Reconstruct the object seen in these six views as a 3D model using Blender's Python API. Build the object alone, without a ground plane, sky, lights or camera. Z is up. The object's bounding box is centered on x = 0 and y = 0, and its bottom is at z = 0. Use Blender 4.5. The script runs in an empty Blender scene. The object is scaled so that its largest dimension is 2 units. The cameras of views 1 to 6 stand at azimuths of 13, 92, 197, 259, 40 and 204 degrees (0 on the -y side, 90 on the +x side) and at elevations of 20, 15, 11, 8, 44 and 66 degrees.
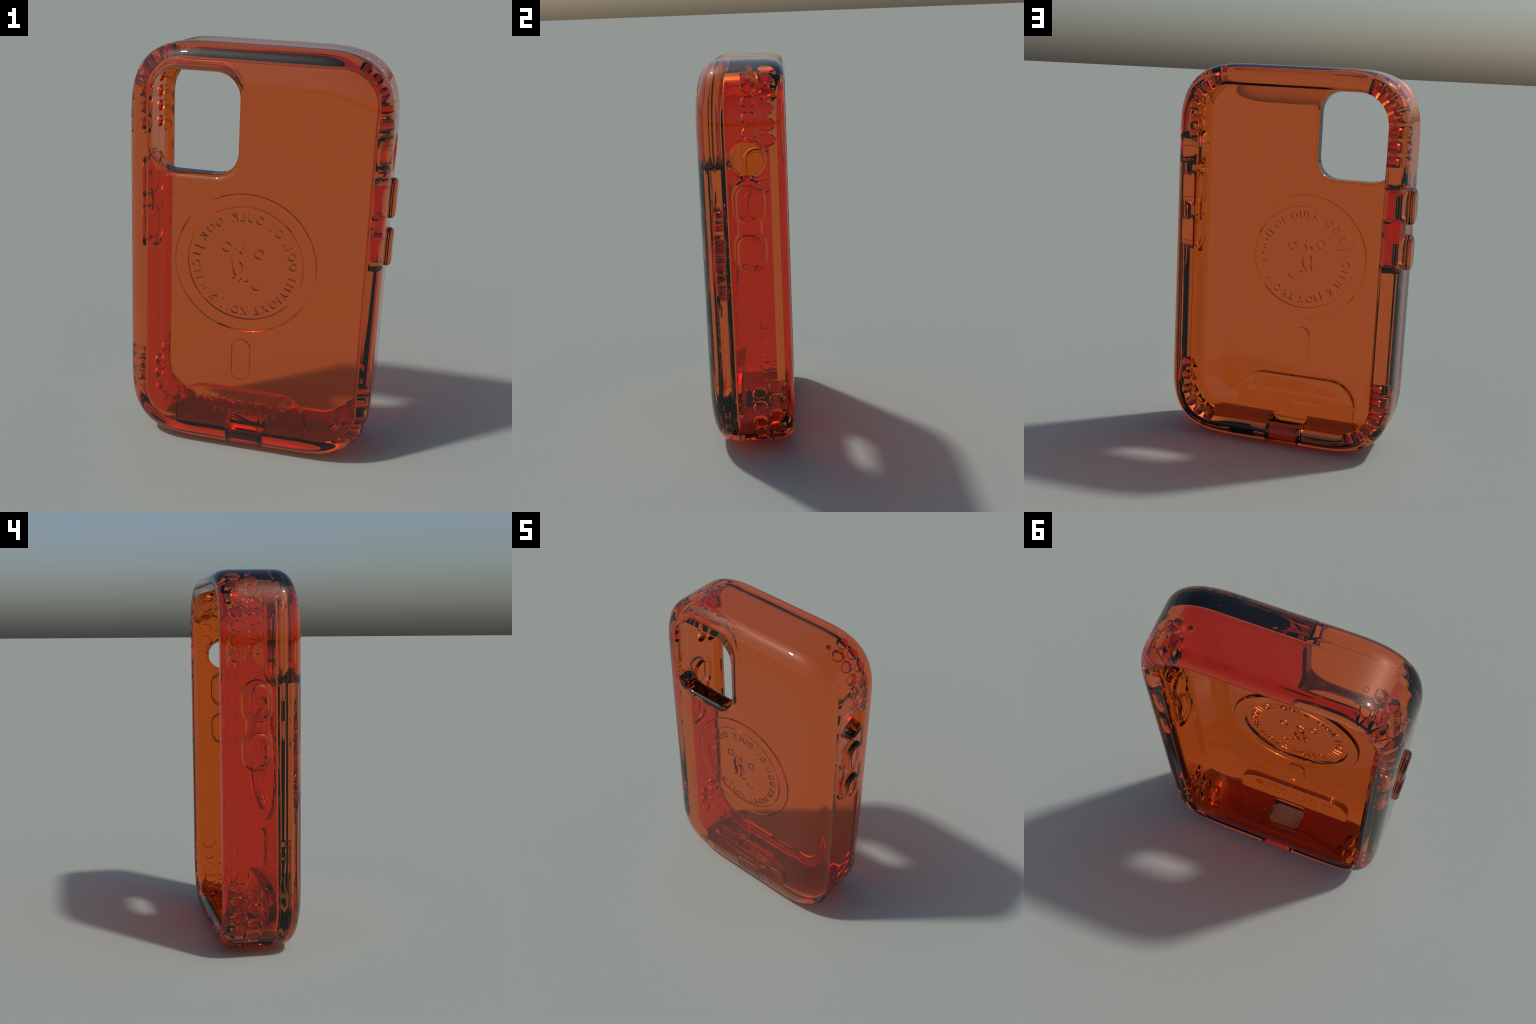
"""Translucent orange protective phone case, standing upright, open side to +y."""
import bpy, bmesh, math, random
from mathutils import Vector, Matrix

# ------------------------------------------------------------------ sizes
WIDTH, DEPTH, HEIGHT = 1.219, 0.436, 1.992
HALF_W, HALF_D, HALF_H, MID_Z = WIDTH / 2, DEPTH / 2, HEIGHT / 2, 1.0
OUTER_CORNER, CORNER_POWER, INNER_POWER = 0.40, 3.15, 2.15
BACK_FILLET = dict(inset=0.254, depth=0.136, power=2.66)     # soft edge round the back
FRONT_FILLET = dict(inset=0.064, depth=0.112, power=2.45)    # edge round the opening
DRAFT = 0.002                # how far the side walls lean in before that edge
WALL = 0.089                 # wall thickness
LIP = 0.112                  # inset of the lip at the opening
INNER_CORNER = 0.17
FLOOR_Y = -0.103             # inner face of the back plate
AXIS_X = -0.032              # markings sit a little off centre
RING_Z, RING_OUT, RING_IN = 0.978, 0.343, 0.279
RING_STEP = 0.016
TAB_STEP = 0.042
BUTTON_Y, BUTTON_OUT = 0.031, 0.637
HOLE_CENTRE, HOLE_HALF, HOLE_CORNER = (-0.275, 1.643), (0.205, 0.231), 0.118

# ------------------------------------------------------------------ material
def tinted_plastic(name, tint, roughness=0.0):
    m = bpy.data.materials.new(name)
    m.use_nodes = True
    nt = m.node_tree
    b = nt.nodes["Principled BSDF"]
    b.inputs["Transmission Weight"].default_value = 1.0
    b.inputs["IOR"].default_value = 1.5
    b.inputs["Roughness"].default_value = roughness
    # barely visible cloudiness of the moulded resin
    co = nt.nodes.new("ShaderNodeTexCoord")
    noise = nt.nodes.new("ShaderNodeTexNoise")
    noise.inputs["Scale"].default_value = 1.4
    noise.inputs["Detail"].default_value = 2.0
    ramp = nt.nodes.new("ShaderNodeValToRGB")
    ramp.color_ramp.elements[0].position = 0.3
    ramp.color_ramp.elements[1].position = 0.7
    ramp.color_ramp.elements[0].color = (*[c * 0.985 for c in tint], 1)
    ramp.color_ramp.elements[1].color = (*tint, 1)
    nt.links.new(co.outputs["Object"], noise.inputs["Vector"])
    nt.links.new(noise.outputs["Fac"], ramp.inputs["Fac"])
    nt.links.new(ramp.outputs["Color"], b.inputs["Base Color"])
    return m

RESIN = tinted_plastic("amber_clear_resin", (1.0, 0.175, 0.030))

# region slots: every cutter carries the slot of the part it leaves behind
KINDS = ["side_frame", "back_panel", "inner_panel", "inner_wall", "camera_opening", "switch_opening",
         "port_opening", "button", "button_pad", "button_pocket", "air_pocket", "magnet_ring", "alignment_bar",
         "logo_tab", "ring_letter", "tab_letter", "face_emblem"]
SLOT = {k: i for i, k in enumerate(KINDS)}
MARK = [bpy.data.materials.new("region_" + k) for k in KINDS]

def new_object(name, verts, faces, slots):
    me = bpy.data.meshes.new(name)
    me.from_pydata([tuple(v) for v in verts], [], faces)
    for m in MARK:
        me.materials.append(m)
    me.polygons.foreach_set("material_index", slots if isinstance(slots, list) else [slots] * len(faces))
    bm = bmesh.new()
    bm.from_mesh(me)
    bmesh.ops.recalc_face_normals(bm, faces=bm.faces)
    bm.to_mesh(me)
    bm.free()
    ob = bpy.data.objects.new(name, me)
    bpy.context.scene.collection.objects.link(ob)
    return ob

# ------------------------------------------------------------------ outlines
def rounded_rect(half_w, half_h, r, seg=20, power=2.0):
    """Counter-clockwise rounded rectangle about the origin."""
    pts = []
    for cx, cy, a0 in ((1, 1, 0), (-1, 1, 90), (-1, -1, 180), (1, -1, 270)):
        for i in range(seg + 1):
            a = math.radians(a0 + 90 * i / seg)
            c, s = math.cos(a), math.sin(a)
            c = math.copysign(abs(c) ** (2 / power), c)
            s = math.copysign(abs(s) ** (2 / power), s)
            pts.append((cx * (half_w - r) + r * c, cy * (half_h - r) + r * s))
    return pts

def loft(name, loops, slots, caps=(0, 0)):
    """Closed solid through loops of equal length; slots: one per band, caps: slots of the ends."""
    n = len(loops[0])
    verts = [p for l in loops for p in l]
    faces, mats = [], []
    for k in range(len(loops) - 1):
        for i in range(n):
            j = (i + 1) % n
            faces.append((k * n + i, k * n + j, (k + 1) * n + j, (k + 1) * n + i))
            mats.append(slots[k] if isinstance(slots, list) else slots)
    faces.append(tuple(range(n - 1, -1, -1)))
    faces.append(tuple(range((len(loops) - 1) * n, len(loops) * n)))
    mats += list(caps)
    return new_object(name, verts, faces, mats)

def body():
    loops, slots = [], []
    lean = 0.005                 # the back face sits a touch towards +x
    def ring(inset, y, r, slot, top=None, bottom=None, power=None, seg=28):
        """Rounded-rectangle loop at depth y; top and bottom edges may be inset by other amounts."""
        top = inset if top is None else top
        bottom = inset if bottom is None else bottom
        hi, lo = HALF_H - top, -HALF_H + bottom
        if power is None:
            power = 2.6 + (CORNER_POWER - 2.6) * max(0.0, r / OUTER_CORNER)
        loops.append([(x, y, MID_Z + (hi + lo) / 2 + z)
                      for x, z in rounded_rect(HALF_W - inset, (hi - lo) / 2, r, seg, power)])
        slots.append(slot)
    f = BACK_FILLET
    for i in range(23):
        t = math.pi / 2 * i / 22
        c, s = math.cos(t) ** (2 / f["power"]), math.sin(t) ** (2 / f["power"])
        ins = f["inset"] * (1 - s)
        ring(ins, -HALF_D + f["depth"] * (1 - c), OUTER_CORNER - ins, SLOT["side_frame"])
        loops[-1] = [(x + lean * ins / f["inset"], y, z) for x, y, z in loops[-1]]
    f = FRONT_FILLET
    for i in range(23):
        t = math.pi / 2 * i / 22
        c, s = math.cos(t) ** (2 / f["power"]), math.sin(t) ** (2 / f["power"])
        ins = DRAFT + (f["inset"] - DRAFT) * (1 - c)
        ring(ins, HALF_D - f["depth"] * (1 - s), OUTER_CORNER - ins, SLOT["side_frame"])
    # rolled lip at the opening, slightly undercut, then the inner wall and a fillet to the floor
    roll, r0 = 0.030, OUTER_CORNER - FRONT_FILLET["inset"]
    for i in range(1, 11):
        t = math.pi / 2 * i / 10
        k = math.sin(t)
        ins = FRONT_FILLET["inset"] + (LIP - FRONT_FILLET["inset"]) * k
        ring(ins, HALF_D - roll * (1 - math.cos(t)), r0 + (INNER_CORNER + 0.005 - r0) * k, SLOT["side_frame"],
             power=CORNER_POWER + (INNER_POWER - CORNER_POWER) * k)
    ring(LIP, HALF_D - roll - 0.012, INNER_CORNER + 0.005, SLOT["side_frame"], power=INNER_POWER)
    for i in range(1, 7):
        t = i / 6
        k = t * t * (3 - 2 * t)
        ring(LIP + (WALL - LIP) * k, HALF_D - roll - 0.012 - 0.045 * t, INNER_CORNER + 0.005 * (1 - k),
             SLOT["side_frame"], power=INNER_POWER)
    slots[-1] = SLOT["inner_wall"]
    # tight fillet at the foot of the wall, then a dished floor that flattens towards the middle
    foot, dish, reach = 0.016, 0.024, 0.120
    def floor_ring(inset, y):
        k = inset / (foot + reach)
        ring(WALL + inset, y, INNER_CORNER - 0.055 * k, SLOT["inner_wall"],
             WALL + 0.004 + inset, WALL + inset * 0.55, INNER_POWER)
    for i in range(6):
        t = math.radians(70) * i / 5
        floor_ring(foot * (1 - math.cos(t)) / (1 - math.cos(math.radians(70))), FLOOR_Y + dish + foot * (1 - math.sin(t)))
    y1 = FLOOR_Y + dish + foot * (1 - math.sin(math.radians(70)))
    for i in range(1, 15):
        u = i / 14
        floor_ring(foot + reach * u, FLOOR_Y + (y1 - FLOOR_Y) * (1 - u) ** 2)
    return loft("case_body", loops, slots, (SLOT["back_panel"], SLOT["inner_panel"]))

# ------------------------------------------------------------------ cutters and added pieces
def extrude_y(name, outline, y0, y1, slot, bevel=0.0, at=(0, 0)):
    """Prism along y from an (x, z) outline; the y1 end may be chamfered inward."""
    loops = [[(x + at[0], y0, z + at[1]) for x, z in outline]]
    if bevel:
        shrink = inset_outline(outline, bevel)
        loops.append([(x + at[0], y1 - math.copysign(bevel, y1 - y0), z + at[1]) for x, z in outline])
        loops.append([(x + at[0], y1, z + at[1]) for x, z in shrink])
    else:
        loops.append([(x + at[0], y1, z + at[1]) for x, z in outline])
    return loft(name, loops, slot, (slot, slot))

def inset_outline(o, d):
    n, out = len(o), []
    for i in range(n):
        a, b, c = Vector(o[i - 1]), Vector(o[i]), Vector(o[(i + 1) % n])
        e1, e2 = (b - a), (c - b)
        if e1.length < 1e-9 or e2.length < 1e-9:
            out.append(tuple(b)); continue
        n1, n2 = Vector((-e1.y, e1.x)).normalized(), Vector((-e2.y, e2.x)).normalized()
        m = (n1 + n2).normalized()
        out.append(tuple(b + m * d / max(0.4, m.dot(n1))))
    return out

def trumpet(name, frame, outline_at, stations, slot):
    """Loft of outline_at(grow) at depths; stations = [(depth, grow)], frame maps (u, v, depth) to world."""
    loops = [[frame(u, v, d) for u, v in outline_at(g)] for d, g in stations]
    return loft(name, loops, slot, (slot, slot))

def flare(surface, radius, direction, top=78, steps=8):
    """Stations of a rounded lip that opens towards `surface` (direction = sign of outward depth)."""
    out = []
    for i in range(steps + 1):
        a = math.radians(top * i / steps)
        out.append((surface - direction * radius * (1 - math.sin(a)), radius * (1 - math.cos(a))))
    d, g = out[-1]
    out.append((d + direction * 0.03, g + 0.003))
    return out

def camera_cutter():
    cx, cz = HOLE_CENTRE
    st = [(FLOOR_Y + 0.11, 0.026)] + [q for q in reversed(flare(FLOOR_Y + 0.004, 0.030, 1, 66, 6)[:-1])] + flare(-HALF_D, 0.036, -1, 76, 12)
    return trumpet("camera_cutter", lambda u, v, d: (cx + u, d, cz + v),
                   lambda g: rounded_rect(HOLE_HALF[0] + g, HOLE_HALF[1] + g, HOLE_CORNER + g, 20, 2.2),
                   st, SLOT["camera_opening"])

def circle(r, seg=64, squash=1.0):
    return [(r * math.cos(math.tau * i / seg), squash * r * math.sin(math.tau * i / seg)) for i in range(seg)]

def switch_cutter():
    st = [(HALF_W - WALL - 0.05, 0.012), (HALF_W - WALL + 0.008, 0.012), (HALF_W - WALL + 0.02, 0.0)]
    st += flare(HALF_W, 0.024, 1, 72, 6)
    return trumpet("switch_cutter", lambda u, v, d: (d, 0.032 + u, 1.543 + v),
                   lambda g: circle(0.079 + g), st, SLOT["switch_opening"])

def port_cutter():
    st = [s for s in reversed(flare(WALL, 0.009, 1, 70, 6))]
    st += flare(0.003, 0.010, -1, 60, 4)
    return trumpet("port_cutter", lambda u, v, d: (-0.018 + u, 0.014 + v, d),
                   lambda g: rounded_rect(0.096 + g, 0.074 + g, 0.034 + g, 10), st, SLOT["port_opening"])

def stadium(half_w, half_h, seg=16):
    return rounded_rect(half_w, half_h, half_w - 1e-4, seg)

def side_frame_map(sign):
    return lambda u, v, d: (sign * d, BUTTON_Y + u, v)

BUTTONS = ((1.327, 0.096), (1.090, 0.093))

def button(sign, z, half):
    """Pill-shaped key standing proud of the side wall, with a soft crown."""
    r, high = 0.024, 0.020
    st = [(HALF_W - 0.030, 0.0), (BUTTON_OUT - high, 0.0)]
    for i in range(1, 10):
        a = math.radians(90 * i / 9)
        st.append((BUTTON_OUT - high + high * math.sin(a), -r * (1 - math.cos(a))))
    fr = side_frame_map(sign)
    return trumpet("button_piece", lambda u, v, d: fr(u, z + v, d),
                   lambda g: stadium(0.062 + g, half + g), st, SLOT["button"])

def dumbbell(grow):
    """Outline (y, z) of two pills joined by a narrower neck."""
    pts, neck = [], 0.040 + grow
    w = 0.060 + grow
    (z1, h1), (z2, h2) = BUTTONS
    def arc(cz, a0, a1, n):
        for i in range(n + 1):
            a = math.radians(a0 + (a1 - a0) * i / n)
            pts.append((w * math.cos(a), cz + w * math.sin(a)))
    k = math.degrees(math.acos(neck / w))
    top, up_low = z1 + h1 - 0.062, z1 - h1 + 0.062
    low_up, bottom = z2 + h2 - 0.062, z2 - h2 + 0.062
    arc(top, 0, 180, 16)
    arc(up_low, 180, 180 + k, 5)
    arc(low_up, 180 - k, 180, 5)
    arc(bottom, 180, 360, 16)
    arc(low_up, 0, k, 5)
    arc(up_low, -k, 0, 5)
    return pts

def button_pocket(sign):
    """Waisted double-pill recess in the inner wall behind the two keys."""
    inner = HALF_W - WALL
    st = [(inner - 0.03, 0.006), (inner - 0.002, 0.006), (inner + 0.006, 0.002), (inner + 0.014, 0.0), (inner + 0.018, -0.003)]
    fr = side_frame_map(sign)
    return trumpet("pocket_piece", lambda u, v, d: fr(u, v, d), lambda g: dumbbell(g + 0.016), st, SLOT["button_pocket"])

def button_pad(sign):
    """Island that stands in the recess behind the keys, a touch proud of the wall."""
    inner = HALF_W - WALL
    st = [(inner + 0.03, 0.0), (inner - 0.003, 0.0), (inner - 0.0055, -0.002), (inner - 0.0065, -0.005)]
    fr = side_frame_map(sign)
    return trumpet("pad_piece", lambda u, v, d: fr(u, v, d), lambda g: dumbbell(g - 0.008), st, SLOT["button_pad"])

# hexagonal air pockets round the corners -------------------------------------------------
def corner_frame(sx, sz, station):
    """Station > 0: degrees into the corner; station <= 0: metres before the corner. -> point, outward."""
    cx, cz = HALF_W - WALL - INNER_CORNER, HALF_H - WALL - INNER_CORNER
    if station > 0:
        a = math.radians(station)
        out = Vector((math.cos(a), 0, math.sin(a)))
        p = Vector((cx, 0, cz)) + out * INNER_CORNER
    else:
        out = Vector((1, 0, 0))
        p = Vector((cx + INNER_CORNER, 0, cz + station))
    return Vector((sx * p.x, 0, MID_Z + sz * p.z)), Vector((sx * out.x, 0, sz * out.z))

def hexagon(r, corner=0.42, seg=4):
    """Hexagon with points to +-u and softened corners."""
    pts = []
    for k in range(6):
        a = Vector((math.cos(math.radians(60 * k)), math.sin(math.radians(60 * k)))) * r
        p = Vector((math.cos(math.radians(60 * k - 60)), math.sin(math.radians(60 * k - 60)))) * r
        n = Vector((math.cos(math.radians(60 * k + 60)), math.sin(math.radians(60 * k + 60)))) * r
        s, e = a + (p - a) * corner, a + (n - a) * corner
        for i in range(seg + 1):
            t = i / seg
            pts.append(tuple(s * (1 - t) ** 2 + a * 2 * t * (1 - t) + e * t * t))
    return pts

ROW_FRONT, ROW_BACK = 0.128, 0.047
def pocket_layout():
    """(sx, sz, station, y, radius) of each hexagonal pocket."""
    high = MID_Z + HALF_H - WALL - INNER_CORNER
    low = MID_Z - HALF_H + WALL + INNER_CORNER
    big = 0.042
    for sx in (1, -1):
        for z in (1.554, 1.627, 1.699)[sx > 0:]:
            yield sx, 1, z - high, ROW_FRONT, big
        for z in (1.588, 1.662, 1.732)[sx > 0:]:
            yield sx, 1, z - high, ROW_BACK, big
        for a in (10, 30, 50, 70):
            yield sx, 1, a, ROW_FRONT, big
        for a in (20.5, 40.5, 60):
            yield sx, 1, a, ROW_BACK, big
        yield sx, 1, 79, ROW_BACK + 0.002, 0.017
        for z in (0.382, 0.310):
            yield sx, -1, low - z, ROW_FRONT, big
        for z in (0.344, 0.272):
            yield sx, -1, low - z, ROW_BACK, big
        for a in (11, 34, 55, 76):
            yield sx, -1, a, ROW_FRONT, big
        for a in (22, 43, 64):
            yield sx, -1, a, ROW_BACK, big

def air_pocket_cutter(sx, sz, station, y, r):
    # small unevenness of the moulded cells
    rnd = random.Random(round(1000 * (station + 3 * y + 7 * sx + 13 * sz)))
    y += rnd.uniform(-0.0015, 0.0015)
    r *= rnd.uniform(0.95, 1.03)
    p, out = corner_frame(sx, sz, station)
    along = out.cross(Vector((0, 1, 0)))
    # pockets taper inward at the mouth inside corners so that neighbours stay apart
    loops = []
    squeeze = 0.66 if station > 0 else 0.82
    deep = 0.029 if r > 0.03 else 0.022
    for d, g, sq in ((-0.018, 1.0, squeeze), (0.0, 1.0, squeeze), (deep - 0.006, 1.0, 0.82), (deep, 0.84, 0.82)):
        o = hexagon(r * g)
        loops.append([p + out * d + Vector((0, y + u, 0)) + along * v * sq for u, v in o])
    return loft("air_pocket_cutter", loops, SLOT["air_pocket"], (SLOT["air_pocket"],) * 2)

# relief on the inner face -----------------------------------------------------------------
def ring_piece():
    sink, top, b = FLOOR_Y - 0.03, FLOOR_Y + RING_STEP, 0.005
    prof = [(RING_OUT, sink), (RING_OUT, top - b), (RING_OUT - b, top), (RING_IN + b, top), (RING_IN, top - b), (RING_IN, sink)]
    seg = 144
    verts = [(AXIS_X + r * math.cos(math.tau * i / seg), y, RING_Z + r * math.sin(math.tau * i / seg))
             for r, y in prof for i in range(seg)]
    faces = []
    for k in range(len(prof)):
        for i in range(seg):
            j, m = (i + 1) % seg, (k + 1) % len(prof)
            faces.append((k * seg + i, k * seg + j, m * seg + j, m * seg + i))
    return new_object("ring_piece", verts, faces, SLOT["magnet_ring"])

def bar_piece():
    return extrude_y("bar_piece", stadium(0.046, 0.108), FLOOR_Y - 0.03, FLOOR_Y + 0.014,
                     SLOT["alignment_bar"], 0.002, (AXIS_X - 0.005, 0.480))

def tab_piece():
    half, top, r = 0.332, 0.308, 0.145
    o = [(half - r + r * math.cos(math.radians(a)), top - r + r * math.sin(math.radians(a))) for a in range(0, 91, 5)]
    o += [(-x, z) for x, z in reversed(o)] + [(-half, 0.05), (half, 0.05)]
    return extrude_y("tab_piece", o, FLOOR_Y - 0.03, FLOOR_Y + TAB_STEP, SLOT["logo_tab"], 0.004, (AXIS_X, 0.0))

# letters ------------------------------------------------------------------------------------
def glyph_mesh(ch, size, narrow=1.0):
    cu = bpy.data.curves.new("glyph", "FONT")
    cu.body, cu.size, cu.align_x, cu.align_y = ch, size, "CENTER", "CENTER"
    cu.resolution_u = 3
    ob = bpy.data.objects.new("glyph", cu)
    bpy.context.scene.collection.objects.link(ob)
    dg = bpy.context.evaluated_depsgraph_get()
    me = bpy.data.meshes.new_from_object(ob.evaluated_get(dg))
    bpy.data.objects.remove(ob)
    bm = bmesh.new()
    bm.from_mesh(me)
    bpy.data.meshes.remove(me)
    bmesh.ops.remove_doubles(bm, verts=bm.verts, dist=1e-5)
    for v in bm.verts:
        v.co.x *= narrow
    return bm

def solid_glyphs(name, items, y0, y1, slot):
    """items: (bmesh in the xy plane, function to the (x, z) plane). One solid for each item."""
    solids = []
    for bm, to_xz in items:
        verts, faces = [], []
        bm.verts.ensure_lookup_table()
        n, base = len(bm.verts), len(verts)
        flat = [to_xz(v.co.x, v.co.y) for v in bm.verts]
        verts += [(x, y0, z) for x, z in flat] + [(x, y1, z) for x, z in flat]
        for f in bm.faces:
            ids = [v.index for v in f.verts]
            faces.append(tuple(base + i for i in ids))
            faces.append(tuple(base + n + i for i in reversed(ids)))
        for e in bm.edges:
            if len(e.link_faces) == 1:
                l = e.link_loops[0]
                a, b = l.vert.index, l.link_loop_next.vert.index
                faces.append((base + b, base + a, base + n + a, base + n + b))
        bm.free()
        solids.append(new_object(name, verts, faces, slot))
    return solids

RING_TEXT = [("O", -17), ("U", -6), ("L", 3.5), ("K", 13), ("O", 33), ("O", 45.6), ("K", 59), ("J", 73.5), ("I", 83),
             ("C", 94), ("I", 104), ("I", 112), ("H", 123.5), ("K", 139.5), ("J", 153.8), ("I", 162), ("O", 170.5),
             ("X", 181.5), ("T", 196.5), ("Y", 206.5), ("O", 219), ("I", 228), ("Y", 236), ("H", 248), ("E", 260),
             ("O", 274), ("O", 286), ("I", 296), ("I", 302.5), ("O", 316.7), ("I", 326)]

def ring_letters():
    items = []
    for ch, deg in RING_TEXT:
        a, R = math.radians(deg), 0.232
        def place(u, v, a=a, R=R):
            # seen from +y the x axis runs to the left
            right, up = u, R + v
            sx = right * math.cos(a) + up * math.sin(a)
            sz = -right * math.sin(a) + up * math.cos(a)
            return AXIS_X - sx, RING_Z + sz
        items.append((glyph_mesh(ch, 0.057, 0.9), place))
    return solid_glyphs("ring_letters", items, FLOOR_Y - 0.016, FLOOR_Y + 0.012, SLOT["ring_letter"])

def tab_letters():
    items = []
    y = FLOOR_Y + TAB_STEP
    def line(text, x0, z, pitch, size):
        for i, ch in enumerate(text):
            if ch == " ":
                continue
            def place(u, v, cx=x0 - pitch * i, z=z):
                return cx - u, z + v
            items.append((glyph_mesh(ch, size, 0.85), place))
    line("UnblocIIcuu", 0.120, 0.240, 0.0375, 0.060)
    line("oeerhoooe", 0.140, 0.182, 0.0380, 0.052)
    # diamond sign in front of the first line
    def diamond(r):
        return [(0.182 + r * 0.8 * math.cos(math.tau * k / 4), 0.243 + r * math.sin(math.tau * k / 4)) for k in range(4)]
    items.append((poly_bm([diamond(0.036), diamond(0.025)]), lambda u, v: (u, v)))
    items.append((poly_bm([diamond(0.013)]), lambda u, v: (u, v)))
    return solid_glyphs("tab_letters", items, y - 0.007, y + 0.012, SLOT["tab_letter"])

def poly_bm(loops):
    """Planar region: outer loop with optional inner loops, as a bmesh."""
    cu = bpy.data.curves.new("shape", "CURVE")
    cu.dimensions, cu.fill_mode = "2D", "BOTH"
    for l in loops:
        sp = cu.splines.new("POLY")
        sp.points.add(len(l) - 1)
        for p, (x, y) in zip(sp.points, l):
            p.co = (x, y, 0, 1)
        sp.use_cyclic_u = True
    ob = bpy.data.objects.new("shape", cu)
    bpy.context.scene.collection.objects.link(ob)
    dg = bpy.context.evaluated_depsgraph_get()
    me = bpy.data.meshes.new_from_object(ob.evaluated_get(dg))
    bpy.data.objects.remove(ob)
    bm = bmesh.new()
    bm.from_mesh(me)
    bmesh.ops.remove_doubles(bm, verts=bm.verts, dist=1e-5)
    return bm

def smooth_closed(ctrl, per=4):
    out, n = [], len(ctrl)
    for i in range(n):
        p0, p1, p2, p3 = (Vector(ctrl[(i + k) % n]) for k in (-1, 0, 1, 2))
        for j in range(per):
            t = j / per
            out.append(tuple(0.5 * ((2 * p1) + (p2 - p0) * t + (2 * p0 - 5 * p1 + 4 * p2 - p3) * t * t
                                    + (3 * p1 - p0 - 3 * p2 + p3) * t ** 3)))
    return out

def face_emblem():
    """Round eyes, a wishbone-shaped nose and a small smile, in the middle of the ring."""
    k = 0.000496
    nose = [(-100, 150), (-75, 137), (-48, 152), (-18, 163), (3, 138), (-12, 80), (16, 20), (26, -40), (10, -110),
            (-22, -150), (-38, -144), (-24, -70), (-26, -10), (-50, 18), (-72, 0), (-70, -60), (-72, -112),
            (-85, -120), (-108, -70), (-123, 0), (-127, 80), (-114, 115)]
    nose = [(x * k, z * k) for x, z in nose]
    def eye(cx, cz, r):
        return [[(cx + x, cz + z) for x, z in circle(r, 28)], [(cx + x, cz + z) for x, z in circle(r - 0.0055, 28)]]
    def stroke(pts, w):
        l = [Vector(p) for p in pts]
        left, right = [], []
        for i, p in enumerate(l):
            d = (l[min(i + 1, len(l) - 1)] - l[max(i - 1, 0)]).normalized()
            nrm = Vector((-d.y, d.x)) * w / 2
            left.append(tuple(p + nrm)); right.append(tuple(p - nrm))
        return left + right[::-1]
    smile = stroke([(0.062 - 0.021 * math.cos(math.radians(a)), -0.098 - 0.022 * math.sin(math.radians(a))) for a in range(0, 181, 20)], 0.005)
    place = lambda u, v: (AXIS_X + u, RING_Z + v)
    nose_item = [(poly_bm([smooth_closed(nose), [(-0.026 + x, 0.046 + z) for x, z in circle(0.011, 16, 1.3)]]), place)]
    items = [(poly_bm(eye(-0.088, 0.080, 0.024)), place), (poly_bm(eye(0.070, 0.060, 0.024)), place),
             (poly_bm([smile]), place),
             (poly_bm([[(0.013 + x, -0.079 + z) for x, z in circle(0.010, 14, 0.6)]]), place),
             (poly_bm([[(-0.050 + x, -0.068 + z) for x, z in circle(0.009, 14, 0.8)]]), place),
             (poly_bm([[(-0.024 + x, -0.082 + z) for x, z in circle(0.004, 10)]]), place),
             (poly_bm([[(-0.008 + x, 0.095 + z) for x, z in circle(0.004, 10)]]), place)]
    return (solid_glyphs("emblem_piece", nose_item, FLOOR_Y - 0.018, FLOOR_Y + 0.012, SLOT["face_emblem"])
            + solid_glyphs("emblem_piece", items, FLOOR_Y - 0.014, FLOOR_Y + 0.012, SLOT["face_emblem"]))

# ------------------------------------------------------------------ boolean assembly
def join(pieces):
    """Joins solids that stand apart from each other into one operand."""
    verts, faces, mats = [], [], []
    for p in pieces:
        base = len(verts)
        verts += [tuple(v.co) for v in p.data.vertices]
        faces += [tuple(base + i for i in f.vertices) for f in p.data.polygons]
        mats += [f.material_index for f in p.data.polygons]
        bpy.data.objects.remove(p)
    return new_object("operand", verts, faces, mats)

def apply_boolean(target, pieces, op):
    piece = join(pieces) if len(pieces) > 1 else pieces[0]
    m = target.modifiers.new("b", "BOOLEAN")
    m.operation, m.solver, m.object = op, "EXACT", piece
    m.material_mode = "INDEX"
    dg = bpy.context.evaluated_depsgraph_get()
    dg.update()
    me = bpy.data.meshes.new_from_object(target.evaluated_get(dg))
    target.modifiers.clear()
    old = target.data
    target.data = me
    bpy.data.meshes.remove(old)
    bpy.data.objects.remove(piece)

case = body()
apply_boolean(case, [ring_piece()], "UNION")
apply_boolean(case, [bar_piece()], "UNION")
apply_boolean(case, [tab_piece()], "UNION")
for sgn in (1, -1):
    apply_boolean(case, [button(sgn, z, h) for z, h in BUTTONS], "UNION")
apply_boolean(case, [camera_cutter()], "DIFFERENCE")
apply_boolean(case, [port_cutter()], "DIFFERENCE")
for sgn in (1, -1):
    apply_boolean(case, [button_pocket(sgn)], "DIFFERENCE")
    apply_boolean(case, [button_pad(sgn)], "UNION")
apply_boolean(case, ring_letters(), "DIFFERENCE")
apply_boolean(case, face_emblem(), "DIFFERENCE")
apply_boolean(case, tab_letters(), "DIFFERENCE")
apply_boolean(case, [switch_cutter()], "DIFFERENCE")
for front in (True, False):
    apply_boolean(case, [air_pocket_cutter(*q) for q in pocket_layout() if (q[3] == ROW_FRONT) == front], "DIFFERENCE")

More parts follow.
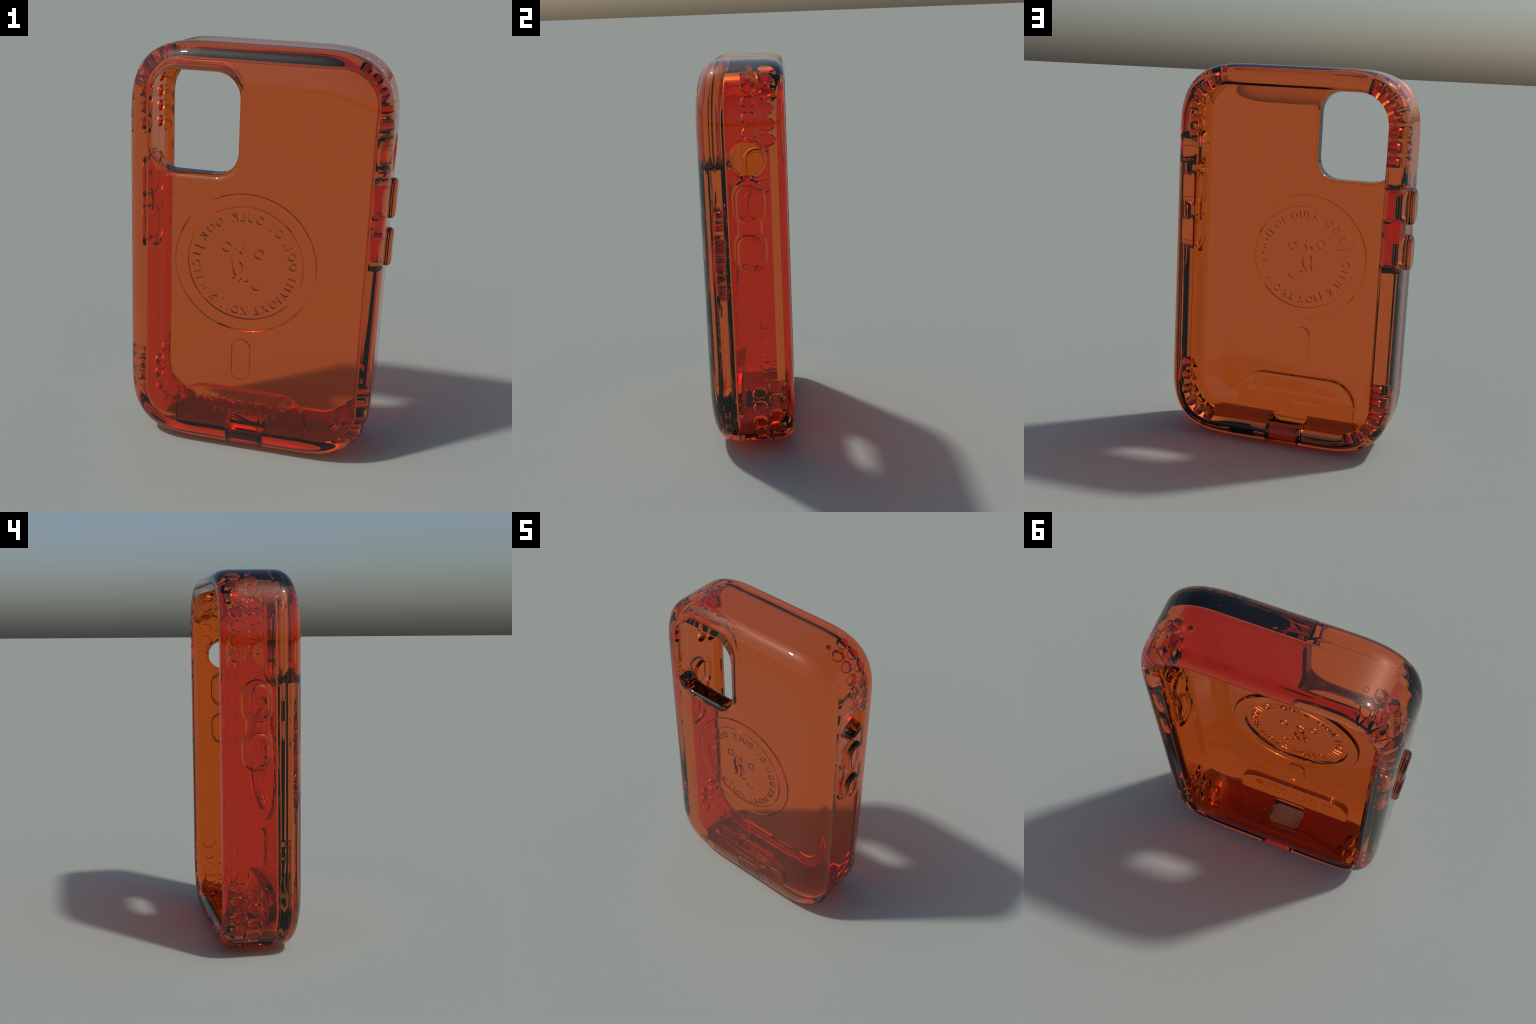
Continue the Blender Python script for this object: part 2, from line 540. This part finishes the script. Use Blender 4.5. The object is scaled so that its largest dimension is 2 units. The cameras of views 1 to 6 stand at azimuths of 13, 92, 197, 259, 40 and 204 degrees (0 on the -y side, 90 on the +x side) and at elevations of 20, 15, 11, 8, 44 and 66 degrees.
# ------------------------------------------------------------------ shading normals of the whole surface
bm = bmesh.new()
bm.from_mesh(case.data)
bmesh.ops.remove_doubles(bm, verts=bm.verts, dist=2e-5)
bmesh.ops.dissolve_degenerate(bm, edges=bm.edges, dist=1e-6)
open_edges = sum(1 for e in bm.edges if len(e.link_faces) != 2)
bm.to_mesh(case.data)
bm.free()
print("body faces", len(case.data.polygons), "open edges", open_edges)
me = case.data
me.polygons.foreach_set("use_smooth", [True] * len(me.polygons))
me.set_sharp_from_angle(angle=math.radians(32))
w = case.modifiers.new("w", "WEIGHTED_NORMAL")
w.keep_sharp, w.weight, w.mode = True, 70, "FACE_AREA"
dg = bpy.context.evaluated_depsgraph_get()
dg.update()
whole = bpy.data.meshes.new_from_object(case.evaluated_get(dg))
normals = [tuple(n.vector) for n in whole.corner_normals]
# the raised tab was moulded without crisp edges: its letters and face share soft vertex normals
soft = {}
tab_slots = {SLOT["logo_tab"], SLOT["tab_letter"]}
for p in whole.polygons:
    if p.material_index in tab_slots:
        for v in p.vertices:
            soft[v] = soft.get(v, Vector((0, 0, 0))) + p.normal * min(p.area, 0.0006) ** 0.5
for p in whole.polygons:
    if p.material_index in tab_slots and p.normal.y > 0.9:
        for li, v in zip(p.loop_indices, p.vertices):
            n = soft[v].normalized()
            normals[li] = tuple((n + Vector((0, 1.6, 0))).normalized())

# ------------------------------------------------------------------ split by region
root = bpy.data.objects.new("phone_case", None)
root["label"] = "translucent amber orange phone case with rounded corners"
root["category"] = "phone case"
bpy.context.scene.collection.objects.link(root)

SINGLE = {"side_frame", "back_panel", "inner_panel", "inner_wall", "camera_opening", "switch_opening", "port_opening",
          "magnet_ring", "alignment_bar", "logo_tab"}

def islands(polys):
    """Groups of faces that share a vertex."""
    parent = {}
    def find(a):
        while parent[a] != a:
            parent[a] = parent[parent[a]]
            a = parent[a]
        return a
    for p in polys:
        vs = list(p.vertices)
        for v in vs:
            parent.setdefault(v, v)
        for v in vs[1:]:
            parent[find(v)] = find(vs[0])
    groups = {}
    for p in polys:
        groups.setdefault(find(p.vertices[0]), []).append(p)
    return list(groups.values())

def add_part(name, polys):
    used, verts, faces, corner = {}, [], [], []
    for p in polys:
        ids = []
        for li, v in zip(p.loop_indices, p.vertices):
            if v not in used:
                used[v] = len(verts)
                verts.append(tuple(whole.vertices[v].co))
            ids.append(used[v])
            corner.append(normals[li])
        faces.append(ids)
    m = bpy.data.meshes.new(name)
    m.from_pydata(verts, [], faces)
    m.materials.append(RESIN)
    m.polygons.foreach_set("use_smooth", [True] * len(faces))
    m.normals_split_custom_set(corner)
    ob = bpy.data.objects.new(name, m)
    bpy.context.scene.collection.objects.link(ob)
    ob.parent = root
    return ob

by_kind = {}
for p in whole.polygons:
    by_kind.setdefault(p.material_index, []).append(p)
for idx, polys in sorted(by_kind.items()):
    kind = KINDS[idx]
    name = {"ring_letter": "letter", "tab_letter": "letter"}.get(kind, kind)
    groups = [polys] if kind in SINGLE or kind == "face_emblem" else islands(polys)
    for g in sorted(groups, key=lambda g: tuple(round(c, 3) for c in g[0].center)):
        add_part(name, g)

bpy.data.objects.remove(case)
bpy.data.meshes.remove(whole)
for m in MARK:
    bpy.data.materials.remove(m)
